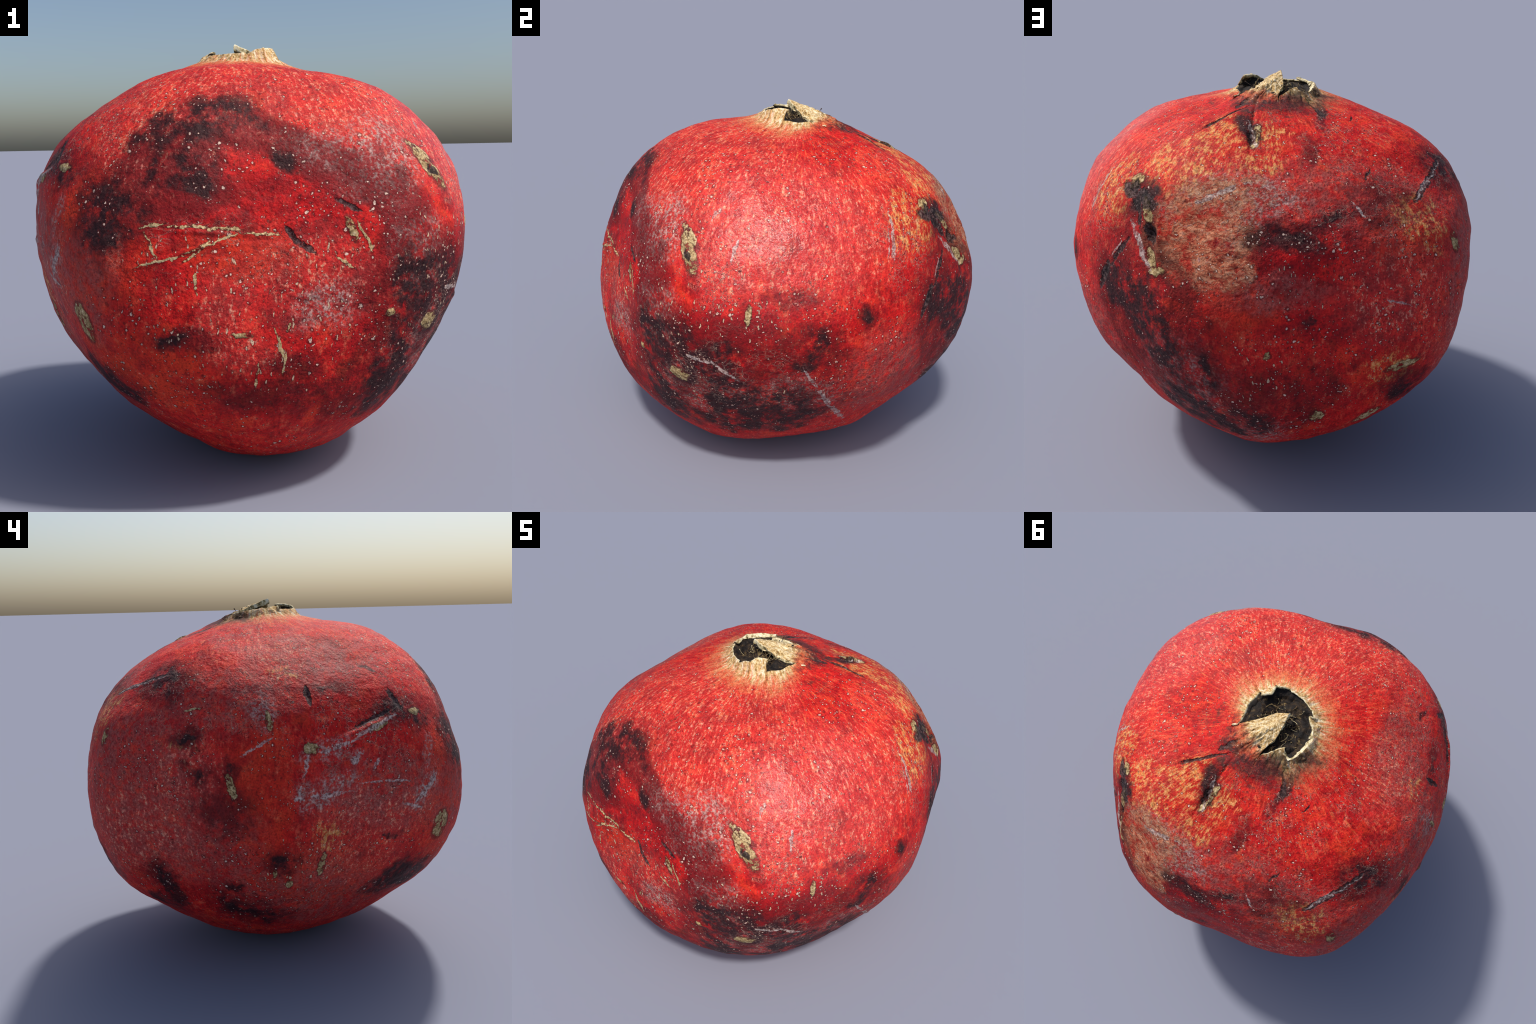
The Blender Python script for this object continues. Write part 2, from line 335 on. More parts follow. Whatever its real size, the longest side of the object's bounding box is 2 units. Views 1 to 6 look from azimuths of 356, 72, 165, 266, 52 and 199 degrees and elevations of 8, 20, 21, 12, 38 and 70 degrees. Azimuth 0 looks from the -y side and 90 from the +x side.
# thickness of the dried husk, then the dark lining running down into the cup
nr = gN[-4]
for _ in range(6):
    nr = (np.roll(nr, 1, 0) + nr + np.roll(nr, -1, 0)) / 3
nr /= np.maximum(np.linalg.norm(nr, axis=1), 1e-9)[:, None]
# lips: broad where a sepal curls inwards, thin where it is torn off
CURL = [(20, .25), (27, 1.4), (50, 1.7), (67, 1.2), (79, .7), (83, .25), (90, .8), (105, 1.7), (126, 1.5), (170, 1.5), (200, .8), (209, .5), (264, .5), (300, .7), (319, .7), (350, 1.3), (368, 1.3), (380, .25)]
curl = np.interp(ca, np.radians([c[0] for c in CURL]), [c[1] for c in CURL])[:, None]
THICK = .017 * curl * (1 + .35 * rag[:, None])
lip = rim - nr * THICK
EDGE_ROWS = 5
s_edge = np.linspace(0, 1, EDGE_ROWS + 1)[1:]
edge = rim + (lip - rim) * s_edge[:, None, None]
bulge = np.sin(np.pi * s_edge)[:, None, None]
edge = edge + bulge * .003 * (rim - outer[-6]) / np.maximum(np.linalg.norm(rim - outer[-6], axis=1), 1e-6)[:, None]

CUP_R, CUP_Z = .158, 1.798
cup_c = np.array([CROWN[0] - .005, CROWN[1] - .005, 0])
cup = cup_c - inward * (CUP_R + .008 * crease)[:, None] + np.array([0, 0, 1.0]) * np.minimum(CUP_Z, np.minimum(rim[:, 2], foot[:, 2] + .03) - .012)[:, None]
IN_ROWS = 26
s_in = np.linspace(0, 1, IN_ROWS + 1)[1:]
back = -(lip - foot)
inner = hermite(lip, back * .9, cup, (cup - foot) * .6 + np.array([0, 0, -.06]), s_in)
wi = np.array([[mnoise.fractal(Vector((math.cos(a) * 10, math.sin(a) * 10, s * 2)), 1.0, 2.0, 3) for a in col_az] for s in s_in])
inner = inner + inward * (.010 * wi * np.sin(np.pi * s_in)[:, None])[..., None]
FLOOR_ROWS = 22
s_fl = np.linspace(0, 1, FLOOR_ROWS + 1)[1:-1]
floor_c = cup_c + np.array([0, 0, 1.802])
floor = cup + (floor_c - cup) * s_fl[:, None, None]
fl_n = np.array([[mnoise.fractal(Vector((p[0] * 14, p[1] * 14, 9.0)), 1.0, 2.0, 3) for p in row] for row in floor])
floor[..., 2] += .022 * fl_n - .004 * np.sin(np.pi * s_fl)[:, None]

# ---------------------------------------------------------------- one continuous skin, split by region
grid = np.concatenate([rind, outer, edge, inner, floor], 0)
ROWS = grid.shape[0]
verts = np.concatenate([grid.reshape(-1, 3), pole[None], floor_c[None] + [[0, 0, .004]]], 0)
verts[:, 2] -= verts[:, 2].min()
vid = np.arange(ROWS * COLS).reshape(ROWS, COLS)
a = vid[:-1]; b = np.roll(vid, -1, 1)[:-1]; c = np.roll(vid, -1, 1)[1:]; d = vid[1:]
quads = np.stack([a, b, c, d], -1)                   # row strip, column
r_first = RIND_ROWS
POLE, CENTRE = ROWS * COLS, ROWS * COLS + 1
nx = np.roll(np.arange(COLS), -1)
tri_bottom = np.stack([np.full(COLS, POLE), vid[0][nx], vid[0]], -1)
tri_floor = np.stack([vid[-1], vid[-1][nx], np.full(COLS, CENTRE)], -1)

# whole-skin vertex normals (area weighted), shared by all the parts
vn = np.zeros_like(verts)
Q = quads.reshape(-1, 4)
fn = np.cross(verts[Q[:, 2]] - verts[Q[:, 0]], verts[Q[:, 3]] - verts[Q[:, 1]])
for k in range(4):
    np.add.at(vn, Q[:, k], fn)
for T in (tri_bottom, tri_floor):
    tn = np.cross(verts[T[:, 1]] - verts[T[:, 0]], verts[T[:, 2]] - verts[T[:, 0]])
    for k in range(3):
        np.add.at(vn, T[:, k], tn)
vn /= np.maximum(np.linalg.norm(vn, axis=1), 1e-12)[:, None]


def build_part(name, quad_list, tris, mats, slots, parent):
    q = quad_list.reshape(-1, 4)
    t = tris if tris is not None else np.zeros((0, 3), int)
    used, inv = np.unique(np.concatenate([q.ravel(), t.ravel()]), return_inverse=True)
    q2 = inv[:q.size].reshape(-1, 4); t2 = inv[q.size:].reshape(-1, 3)
    me = bpy.data.meshes.new(name)
    me.vertices.add(len(used)); me.vertices.foreach_set('co', verts[used].astype(np.float32).ravel())
    loops = np.concatenate([q2.ravel(), t2.ravel()]).astype(np.int32)
    me.loops.add(len(loops)); me.loops.foreach_set('vertex_index', loops)
    me.polygons.add(len(q2) + len(t2))
    start = np.concatenate([np.arange(len(q2)) * 4, len(q2) * 4 + np.arange(len(t2)) * 3]).astype(np.int32)
    me.polygons.foreach_set('loop_start', start)
    me.update(calc_edges=True)
    me.validate()
    for m in mats:
        me.materials.append(m)
    if slots is not None:
        me.polygons.foreach_set('material_index', np.concatenate([slots.ravel(), np.full(len(t2), slots.ravel()[0])]).astype(np.int32))
    me.polygons.foreach_set('use_smooth', np.ones(len(me.polygons), bool))
    me.normals_split_custom_set_from_vertices([tuple(v) for v in vn[used]])
    ob = bpy.data.objects.new(name, me)
    bpy.context.scene.collection.objects.link(ob)
    ob.parent = parent
    return ob


# ---------------------------------------------------------------- materials
def lin(hexa):
    out = []
    for i in (0, 2, 4):
        v = int(hexa[i:i + 2], 16) / 255
        out.append(v / 12.92 if v <= .04045 else ((v + .055) / 1.055)**2.4)
    return (*out, 1.0)


class Nodes:
    """A thin helper for wiring shader nodes."""

    def __init__(self, mat):
        mat.use_nodes = True
        self.t = mat.node_tree
        self.t.nodes.clear()

    def put(self, sock, v):
        if isinstance(v, bpy.types.NodeSocket):
            self.t.links.new(v, sock)
        elif v is not None:
            sock.default_value = v

    def math(self, op, a, b=None, clamp=False):
        n = self.t.nodes.new('ShaderNodeMath'); n.operation = op; n.use_clamp = clamp
        self.put(n.inputs[0], a)
        if b is not None:
            self.put(n.inputs[1], b)
        return n.outputs[0]

    def vec(self, op, a, b=None, scale=None):
        n = self.t.nodes.new('ShaderNodeVectorMath'); n.operation = op
        self.put(n.inputs[0], a)
        if b is not None:
            self.put(n.inputs[1], b)
        if scale is not None:
            self.put(n.inputs['Scale'], scale)
        return n.outputs['Value'] if op in ('LENGTH', 'DOT_PRODUCT', 'DISTANCE') else n.outputs['Vector']

    def noise(self, co, scale, detail=3.0, rough=.55, colour=False, distortion=0.0):
        n = self.t.nodes.new('ShaderNodeTexNoise')
        self.put(n.inputs['Vector'], co)
        n.inputs['Scale'].default_value = scale; n.inputs['Detail'].default_value = detail
        n.inputs['Roughness'].default_value = rough; n.inputs['Distortion'].default_value = distortion
        return n.outputs['Color' if colour else 'Fac']

    def voronoi(self, co, scale, feature='F1', out='Distance', rand=1.0):
        n = self.t.nodes.new('ShaderNodeTexVoronoi'); n.feature = feature
        self.put(n.inputs['Vector'], co); n.inputs['Scale'].default_value = scale
        n.inputs['Randomness'].default_value = rand
        return n.outputs[out]

    def step(self, v, lo, hi, a=0.0, b=1.0):
        n = self.t.nodes.new('ShaderNodeMapRange'); n.interpolation_type = 'SMOOTHSTEP'; n.clamp = False
        self.put(n.inputs['Value'], v)
        for k, x in (('From Min', lo), ('From Max', hi), ('To Min', a), ('To Max', b)):
            self.put(n.inputs[k], x)
        return n.outputs['Result']

    def mix(self, f, a, b, mode='MIX'):
        n = self.t.nodes.new('ShaderNodeMix'); n.data_type = 'RGBA'; n.blend_type = mode
        self.put(n.inputs['Factor'], f); self.put(n.inputs['A'], a) if False else None
        self.put(n.inputs[6], a); self.put(n.inputs[7], b)
        return n.outputs[2]

    def ramp(self, f, stops):
        n = self.t.nodes.new('ShaderNodeValToRGB')
        e = n.color_ramp.elements
        while len(e) < len(stops):
            e.new(.5)
        for el, (p, col) in zip(e, stops):
            el.position = p; el.color = col
        self.put(n.inputs[0], f)
        return n.outputs[0]

    def marks(self, co, ms, soft):
        """Union of elliptical masks lying on the rind: 1 inside each, fading to 0 at its edge."""
        acc = 0.0
        group = mark_group()
        for az, pol, la, lb, tilt in (m[:5] for m in ms):
            nrm, east, north = tangent_frame(az, pol)
            t = math.radians(tilt)
            ax = math.cos(t) * north + math.sin(t) * east
            ay = np.cross(nrm, ax)
            deep = max(.25, .9 * la)
            g = self.t.nodes.new('ShaderNodeGroup'); g.node_tree = group
            for k, v in enumerate((co, tuple(on_rind(az, pol)), tuple(ax / la), tuple(ay / lb), tuple(nrm / deep),
                                   (1 + soft)**2, (1 - soft)**2, acc)):
                self.put(g.inputs[k], v)
            acc = g.outputs[0]
        return acc

    def fray(self, mask, *noises):
        """Break a soft mask up with centred noises, leaving it zero where it was zero."""
        gain = 1.0
        for n, k in noises:
            gain = self.madd(n, k, gain)
        return self.math('MULTIPLY', mask, gain)

    def madd(self, a, b, c):
        n = self.t.nodes.new('ShaderNodeMath'); n.operation = 'MULTIPLY_ADD'
        for k, v in enumerate((a, b, c)):
            self.put(n.inputs[k], v)
        return n.outputs[0]

    def finish(self, col, rough, spec, bump_h=None, strength=.5, dist=.01, sheen=0.0, subsurf=0.0):
        b = self.t.nodes.new('ShaderNodeBsdfPrincipled')
        o = self.t.nodes.new('ShaderNodeOutputMaterial')
        self.put(b.inputs['Base Color'], col)
        self.put(b.inputs['Roughness'], rough)
        self.put(b.inputs['Specular IOR Level'], spec)
        if bump_h is not None:
            bn = self.t.nodes.new('ShaderNodeBump')
            bn.inputs['Strength'].default_value = strength
            bn.inputs['Distance'].default_value = dist
            self.put(bn.inputs['Height'], bump_h)
            self.put(b.inputs['Normal'], bn.outputs[0])
        self.t.links.new(b.outputs[0], o.inputs[0])

    def object_co(self):
        return self.t.nodes.new('ShaderNodeTexCoord').outputs['Object']


def mark_group():
    """Node group: one soft ellipse on the rind, joined to the marks drawn before it."""
    t = bpy.data.node_groups.get('rind_mark')
    if t:
        return t
    t = bpy.data.node_groups.new('rind_mark', 'ShaderNodeTree')
    for name, kind in (('Position', 'Vector'), ('Centre', 'Vector'), ('Long', 'Vector'), ('Short', 'Vector'), ('Deep', 'Vector'),
                       ('Outer', 'Float'), ('Inner', 'Float'), ('Before', 'Float')):
        t.interface.new_socket(name, in_out='INPUT', socket_type='NodeSocket' + kind)
    t.interface.new_socket('Mask', in_out='OUTPUT', socket_type='NodeSocketFloat')
    N = Nodes.__new__(Nodes)
    N.t = t
    i = t.nodes.new('NodeGroupInput').outputs
    rel = N.vec('SUBTRACT', i[0], i[1])
    f = None
    for k in (2, 3, 4):
        x = N.vec('DOT_PRODUCT', rel, i[k])
        f = N.math('MULTIPLY', x, x) if f is None else N.madd(x, x, f)
    m = N.step(f, i[5], i[6], i[7], 1.0)
    o = t.nodes.new('NodeGroupOutput')
    t.links.new(m, o.inputs[0])
    return t


def warp(N, co, scale, amount, detail=3.0):
    nz = N.noise(co, scale, detail, .6, colour=True)
    return N.vec('ADD', co, N.vec('SCALE', N.vec('SUBTRACT', nz, (.5, .5, .5)), scale=amount))


def meridian_co(N, co, stretch):
    """Coordinates that draw noise out along the meridians, running from the crown."""
    rel = N.vec('SUBTRACT', co, (CROWN[0], CROWN[1], .85))
    flat = N.vec('MULTIPLY', rel, (1, 1, 0))
    around = N.vec('NORMALIZE', flat)
    ang = N.math('ARCTAN2', N.vec('LENGTH', flat), N.vec('DOT_PRODUCT', rel, (0, 0, 1)))
    comb = N.t.nodes.new('ShaderNodeCombineXYZ')
    N.put(comb.inputs[2], N.math('MULTIPLY', ang, stretch))
    return N.vec('ADD', around, comb.outputs[0])


def near(ms, pts, pad, soft=.8):
    """The marks of a kind that can reach the patch of rind given by sample points."""
    if pts is None:
        return ms
    keep = []
    for m in ms:
        n, east, north = tangent_frame(m[0], m[1])
        t = math.radians(m[4])
        ax = math.cos(t) * north + math.sin(t) * east
        q = pts - on_rind(m[0], m[1])
        k = 1 + soft
        f = (np.maximum(abs(q @ ax) - pad, 0) / m[2])**2 + (np.maximum(abs(q @ np.cross(n, ax)) - pad, 0) / m[3])**2
        f += (np.maximum(abs(q @ n) - pad, 0) / max(.25, .9 * m[2]))**2
        if f.min() < k * k:
            keep.append(m)
    return keep


def skin_material(pts=None):
    """Rind material; pts samples the patch of rind it covers, so that far-off marks are left out."""
    mat = bpy.data.materials.new('pomegranate_skin')
    N = Nodes(mat)
    co = N.object_co()
    wide = warp(N, co, 6.0, .20, 5.0)
    ragged = warp(N, co, 30.0, .03, 3.0)
    mer = meridian_co(N, co, .45)

    def area(co_, ms, soft, pad):
        ms = near(ms, pts, pad, soft)
        return N.marks(co_, ms, soft) if ms else None

    n_mid = N.noise(ragged, 10.0, 4, .65)
    n_fine = N.noise(co, 75.0, 3, .65)
    frag = N.noise(ragged, 24.0, 4, .72)
    fleck = N.noise(mer, 52.0, 4, .75)
    frag0 = N.math('SUBTRACT', frag, .5)

    # ground colour: deep red to scarlet, clouded and streaked down the meridians
    mixed = N.math('ADD', N.math('MULTIPLY', n_mid, .6), N.math('MULTIPLY', fleck, .4))
    col = N.ramp(mixed, RED)
    n_big = N.noise(co, 2.6, 3, .6)
    col = N.mix(N.step(n_big, .45, .65, 0, .45), col, lin('B50F14'))
    dusk = N.step(N.noise(wide, 7.0, 4, .7), .50, .66)
    col = N.mix(N.math('MULTIPLY', dusk, .5), col, lin('96101A'))
    glow = N.step(N.noise(wide, 9.0, 3, .6), .46, .30)
    col = N.mix(N.math('MULTIPLY', glow, .5), col, lin('E4401F'))
    cloud = N.step(N.math('ADD', N.noise(ragged, 18.0, 5, .75), N.math('MULTIPLY', N.math('SUBTRACT', fleck, .5), .7)), .52, .74)
    col = N.mix(N.math('MULTIPLY', cloud, .42), col, N.ramp(n_fine, [(.35, lin('DC5038')), (.65, lin('F0946A'))]))

    # saturated crimson cheeks
    crimson = None
    m = area(wide, CRIMSON, .4, .11)
    if m:
        crimson = m
        col = N.mix(N.math('MULTIPLY', m, .8), col, N.ramp(N.math('ADD', N.math('MULTIPLY', n_mid, .7), N.math('MULTIPLY', frag, .3)), CHEEK))

    # warmer, ruddy orange cheeks
    m = area(wide, RUDDY, .8, .11)
    if m:
        col = N.mix(N.math('MULTIPLY', m, N.step(n_mid, .36, .60, .15, .55)), col, lin('CE3E1E'))

    # dull brownish-red bands
    m = area(wide, DULL, .6, .11)
    if m:
        col = N.mix(N.math('MULTIPLY', m, N.step(frag, .36, .62, .1, .8)), col, N.ramp(n_fine, [(.3, lin('7A2A28')), (.7, lin('B06058'))]))

    # pale flecks along the meridians; PALE also lightens the skin for sun highlights
    m = area(wide, PALE, .8, .11)
    thr = N.math('SUBTRACT', .66, N.math('MULTIPLY', m, .10)) if m else .66
    thr2 = N.math('ADD', thr, .10) if m else .76
    speck = N.math('ADD', N.math('MULTIPLY', fleck, .55), N.math('MULTIPLY', n_fine, .45))
    col = N.mix(N.math('MULTIPLY', N.step(speck, N.math('SUBTRACT', thr, .05), thr2), .8), col, N.ramp(n_mid, [(.35, lin('F09A86')), (.65, lin('F4BE94'))]))
    col = N.mix(N.math('MULTIPLY', N.step(speck, .45, .34), .6), col, lin('7A0A0E'))
    if m:
        col = N.mix(N.math('MULTIPLY', m, .10), col, lin('EC7468'))

    # streaks that radiate from the crown
    if pts is None or (pts[:, 2] > 1.25).any():
        ray = N.noise(N.vec('ADD', meridian_co(N, co, .10), N.vec('SCALE', ragged, scale=.32)), 30.0, 4, .7)
        shoulder = N.step(N.vec('DISTANCE', co, (CROWN[0], CROWN[1], 1.8)), .95, .45)
        col = N.mix(N.math('MULTIPLY', N.math('MULTIPLY', N.step(ray, .48, .36), shoulder), .45), col, lin('8C0C10'))
        col = N.mix(N.math('MULTIPLY', N.math('MULTIPLY', N.step(N.math('ADD', N.math('MULTIPLY', ray, .6), N.math('MULTIPLY', fleck, .4)), .53, .64), shoulder), .32), col, lin('F09A58'))

    # amber, grainy russeting
    m = area(wide, AMBER, .7, .11)
    if m:
        g = N.step(N.math('ADD', N.math('ADD', N.math('MULTIPLY', fleck, .5), N.math('MULTIPLY', frag, .5)), N.math('MULTIPLY', m, .10)), .57, .68)
        col = N.mix(N.math('MULTIPLY', N.math('MULTIPLY', m, g), .85), col, N.ramp(n_fine, [(.35, lin('D98238')), (.65, lin('EFC27C'))]))
        col = N.mix(N.math('MULTIPLY', m, .12), col, lin('B5481C'))

    # mauve-grey bloom and scuffed skin, plus highlights painted in grey
    m = area(wide, BLOOM, .7, .11)
    if m:
        g = N.step(N.math('ADD', frag, N.math('MULTIPLY', N.math('SUBTRACT', n_fine, .5), .9)), .42, .64, .12, 1)
        col = N.mix(N.math('MULTIPLY', N.math('MULTIPLY', m, g), .64), col, N.ramp(n_fine, [(.3, lin('6A4240')), (.5, lin('9E827A')), (.68, lin('C6BAB0'))]))

    # the large leathery brown bruise, finely wrinkled
    russet = area(wide, RUSSET, .95, .11)
    wrinkle = None
    if russet:
        wrinkle = N.noise(N.vec('MULTIPLY', N.vec('ADD', ragged, N.vec('SCALE', wide, scale=.35)), (.34, .5, .95)), 52, 4, .72, distortion=1.1)
        edge_m = N.step(N.fray(russet, (frag0, 2.4), (N.math('SUBTRACT', n_mid, .5), 3.2)), .12, 1.15)
        rus = N.ramp(N.math('ADD', N.math('MULTIPLY', wrinkle, .75), N.math('MULTIPLY', n_mid, .25)),
                     [(.32, lin('3A201C')), (.42, lin('8A4630')), (.50, lin('B07050')), (.57, lin('CE9E78')), (.66, lin('9A8680'))])
        col = N.mix(N.math('MULTIPLY', edge_m, .76), col, rus)

    # maroon bruising, then near-black spots, both breaking up into specks at the edge
    m = area(wide, MAROON, .8, .11)
    if m:
        m = N.step(N.fray(m, (N.math('SUBTRACT', n_mid, .5), 3.4), (frag0, 1.8)), .15, 1.25)
        col = N.mix(N.math('MULTIPLY', m, .78), col, N.ramp(frag, [(.35, lin('33070E')), (.65, lin('5A0C14'))]))
    black = area(wide, BLACK, .8, .11)
    if black:
        black = N.step(N.fray(black, (frag0, 2.0), (N.math('SUBTRACT', n_mid, .5), 3.4)), .18, 1.25)
        col = N.mix(N.math('MULTIPLY', black, .90), col, N.ramp(n_fine, [(.35, lin('140D0F')), (.6, lin('2A1B1E')), (.75, lin('46342F'))]))

    # random small dark blotches
    pit = N.math('MULTIPLY', N.step(frag, .62, .72), N.step(N.noise(co, 4.5, 3, .6), .45, .62))
    col = N.mix(N.math('MULTIPLY', pit, .65), col, lin('360A0E'))

    # lenticels: pale pin-pricks set in dark pits, unequal in size and density
    crowd = N.noise(co, 5.0, 3, .6)
    dots = None
    for scale, dens in ((36.0, .37), (66.0, .38)):
        v = N.t.nodes.new('ShaderNodeTexVoronoi'); v.inputs['Scale'].default_value = scale
        N.put(v.inputs['Vector'], ragged)
        size = N.math('MULTIPLY', N.vec('DOT_PRODUCT', v.outputs['Color'], (.5, .5, 0)), N.step(crowd, dens - .02, dens + .26, .35, 1.12))
        if crimson:
            size = N.math('MULTIPLY', size, N.madd(crimson, .2, 1.0))
        d = v.outputs['Distance']
        halo = N.step(N.math('SUBTRACT', N.math('MULTIPLY', size, .44), d), -.06, .06)
        dot = N.step(N.math('SUBTRACT', N.math('MULTIPLY', size, .21), d), -.03, .03)
        col = N.mix(N.math('MULTIPLY', halo, .55), col, lin('4A080C'))
        col = N.mix(N.math('MULTIPLY', dot, .85), col, lin('E2C4B0'))
        dots = dot if dots is None else N.math('MAXIMUM', dots, dot)

    # short nicks, mostly upright
    m = area(wide, NICKS, .6, .11)
    if m:
        v = N.t.nodes.new('ShaderNodeTexVoronoi'); v.inputs['Scale'].default_value = 42
        N.put(v.inputs['Vector'], N.vec('MULTIPLY', N.vec('ADD', N.vec('MULTIPLY', ragged, (1.15, 1.15, 1)), N.vec('SCALE', wide, scale=.25)), (1, 1, .34)))
        size = N.math('MULTIPLY', N.vec('DOT_PRODUCT', v.outputs['Color'], (.8, .2, 0)), m)
        d = v.outputs['Distance']
        col = N.mix(N.math('MULTIPLY', N.step(N.math('SUBTRACT', N.math('MULTIPLY', size, .42), d), -.05, .05), .5), col, lin('42100E'))
        col = N.mix(N.math('MULTIPLY', N.step(N.math('SUBTRACT', N.math('MULTIPLY', size, .25), d), -.03, .03), .8), col, lin('D8BC9C'))

    # fine hairline scratches and wrinkles, dark beside pale
    m = area(wide, HAIR, .6, .11)
    if m:
        v = N.t.nodes.new('ShaderNodeTexVoronoi'); v.inputs['Scale'].default_value = 15; v.feature = 'DISTANCE_TO_EDGE'
        N.put(v.inputs['Vector'], N.vec('MULTIPLY', N.vec('ADD', wide, N.vec('SCALE', ragged, scale=.8)), (.8, 1.2, 1.6)))
        d = N.math('ADD', v.outputs['Distance'], N.math('MULTIPLY', frag0, .10))
        some = N.math('MULTIPLY', m, N.step(N.noise(co, 9.0, 2, .6), .46, .58))
        col = N.mix(N.math('MULTIPLY', N.math('MULTIPLY', N.step(d, .035, .015), some), .75), col, lin('300C0E'))
        col = N.mix(N.math('MULTIPLY', N.math('MULTIPLY', N.math('MULTIPLY', N.step(d, .035, .045), N.step(d, .065, .05)), some), .6), col, lin('DDB4A0'))

    # scabs and scars
    scab = area(ragged, SCAB, .5, .03)
    if scab:
        col = N.mix(N.math('MULTIPLY', N.step(scab, .0, .35), .6), col, lin('3E1410'))
        scab = N.step(N.fray(scab, (frag0, 5.0)), .42, .75)
        col = N.mix(N.math('MULTIPLY', scab, .9), col, N.ramp(N.math('ADD', N.math('MULTIPLY', n_fine, .6), N.math('MULTIPLY', frag, .4)),
                    [(.34, lin('3E3020')), (.44, lin('86704A')), (.54, lin('BDA272')), (.68, lin('E2CFA8'))]))
    crack = area(ragged, CRACK, .6, .03)
    if crack:
        crack = N.step(N.fray(crack, (frag0, 4.0)), .22, .7)
        col = N.mix(N.math('MULTIPLY', crack, .92), col, N.ramp(n_fine, [(.45, lin('1A1112')), (.7, lin('6A5654'))]))
    tan = area(ragged, TAN, .6, .03)
    if tan:
        col = N.mix(N.math('MULTIPLY', N.step(tan, .0, .4), .6), col, lin('3A0E0C'))
        tan = N.step(N.fray(tan, (frag0, 5.0), (N.math('SUBTRACT', n_fine, .5), 4.0)), .40, .8)
        col = N.mix(N.math('MULTIPLY', tan, .9), col, N.ramp(n_fine, [(.35, lin('9A7C50')), (.6, lin('D6BC8C'))]))
    scr = area(ragged, PALE_SCRATCH, .6, .03)
    if scr:
        scr = N.step(N.fray(scr, (frag0, 5.5)), .40, .9)
        col = N.mix(N.math('MULTIPLY', scr, .75), col, N.ramp(n_fine, [(.38, lin('6E4A48')), (.6, lin('CDBBB2'))]))

    # the dry, straw-coloured halo where the rind turns into the crown
    straw = None
    if pts is None or np.hypot(pts[:, 0] - CROWN[0], pts[:, 1] - CROWN[1])[pts[:, 2] > 1.3].min(initial=9) < .55:
        rel = N.vec('MULTIPLY', N.vec('SUBTRACT', co, (CROWN[0], CROWN[1], 0)), (1, 1, 0))
        rho = N.vec('LENGTH', rel)
        top = N.step(N.vec('DOT_PRODUCT', co, (0, 0, 1)), 1.2, 1.5)
        jag = N.math('MULTIPLY', N.math('SUBTRACT', N.noise(N.vec('ADD', N.vec('MULTIPLY', mer, (1, 1, .6)), ragged), 9.0, 4, .75), .5), .26)
        jag = N.math('ADD', N.math('ADD', rho, jag), .012)
        flap_side = N.step(N.vec('DOT_PRODUCT', rel, (.62, .78, 0)), .04, .20)       # the folded sepal stays redder
        jag = N.math('ADD', jag, N.math('MULTIPLY', flap_side, .13))
        warm = N.math('MULTIPLY', N.step(N.math('ADD', jag, N.math('MULTIPLY', frag0, .25)), .40, .24), top)
        col = N.mix(N.math('MULTIPLY', warm, .6), col, N.ramp(n_fine, [(.35, lin('C8602E')), (.65, lin('EDA874'))]))
        straw = N.math('MULTIPLY', N.step(N.math('ADD', jag, N.math('MULTIPLY', N.math('SUBTRACT', speck, .5), .28)), .29, .21), top)
        husk = N.ramp(N.math('ADD', N.math('MULTIPLY', N.noise(N.vec('ADD', N.vec('MULTIPLY', mer, (.45, .45, .6)), N.vec('SCALE', ragged, scale=.9)), 22, 5, .72), .65), N.math('MULTIPLY', n_fine, .35)),
                      [(.36, lin('4A3A26')), (.44, lin('AA8A52')), (.51, lin('D6BC88')), (.61, lin('F0E4C6'))])
        col = N.mix(N.math('MULTIPLY', straw, .93), col, husk)
        mott = N.math('MULTIPLY', N.math('MULTIPLY', flap_side, top), N.math('MULTIPLY', N.step(frag, .50, .62), N.step(rho, .42, .30)))
        col = N.mix(N.math('MULTIPLY', mott, .7), col, lin('4A2C26'))
        # shadow below the broken rim's far side, painted dark into the skin
        rim_shadow_paint = N.math('MULTIPLY', N.step(N.vec('DOT_PRODUCT', rel, (-.42, .91, 0)), .12, .18), N.step(N.math('ADD', rho, N.math('MULTIPLY', frag0, .2)), .34, .24))
        rim_shadow_paint = N.math('MULTIPLY', N.math('MULTIPLY', rim_shadow_paint, top), N.step(n_mid, .30, .55))
        col = N.mix(N.math('MULTIPLY', rim_shadow_paint, .88), col, lin('2A1B1C'))

    # overall grain
    col = N.mix(.6, col, N.ramp(N.noise(co, 120.0, 2, .6), [(.28, (.32, .26, .26, 1)), (.48, (1, 1, 1, 1)), (.75, (1.45, 1.45, 1.45, 1))]), 'MULTIPLY')

    h = N.math('ADD', N.math('MULTIPLY', N.noise(co, 90.0, 2, .6), .35), N.math('MULTIPLY', N.noise(co, 30.0, 3, .6), .9))
    for mask, k in ((wrinkle, None), (scab, .5), (crack, -.8), (tan, .5)):
        if mask:
            amount = N.math('MULTIPLY', mask, N.math('MULTIPLY', russet, 1.8)) if k is None else N.math('MULTIPLY', mask, k)
            h = N.math('ADD', h, amount)
    rough = N.step(n_mid, .3, .7, .60, .72)
    shine = .2
    m = area(co, WAXY, .9, .02)
    if m:
        rough = N.math('SUBTRACT', rough, N.math('MULTIPLY', m, .25))
        shine = N.madd(m, .42, .2)
    for mask, k in ((russet, .25), (scab, .3), (straw, .25), (black, -.04)):
        if mask:
            rough = N.math('ADD', rough, N.math('MULTIPLY', mask, k))
    N.finish(col, rough, shine, h, .7, .012)
    return mat


RED = [(.34, lin('7E0A10')), (.44, lin('B81212')), (.53, lin('D41D1A')), (.63, lin('E8412A'))]
CHEEK = [(.36, lin('5A0510')), (.46, lin('980812')), (.55, lin('C81014')), (.64, lin('E22A1C'))]


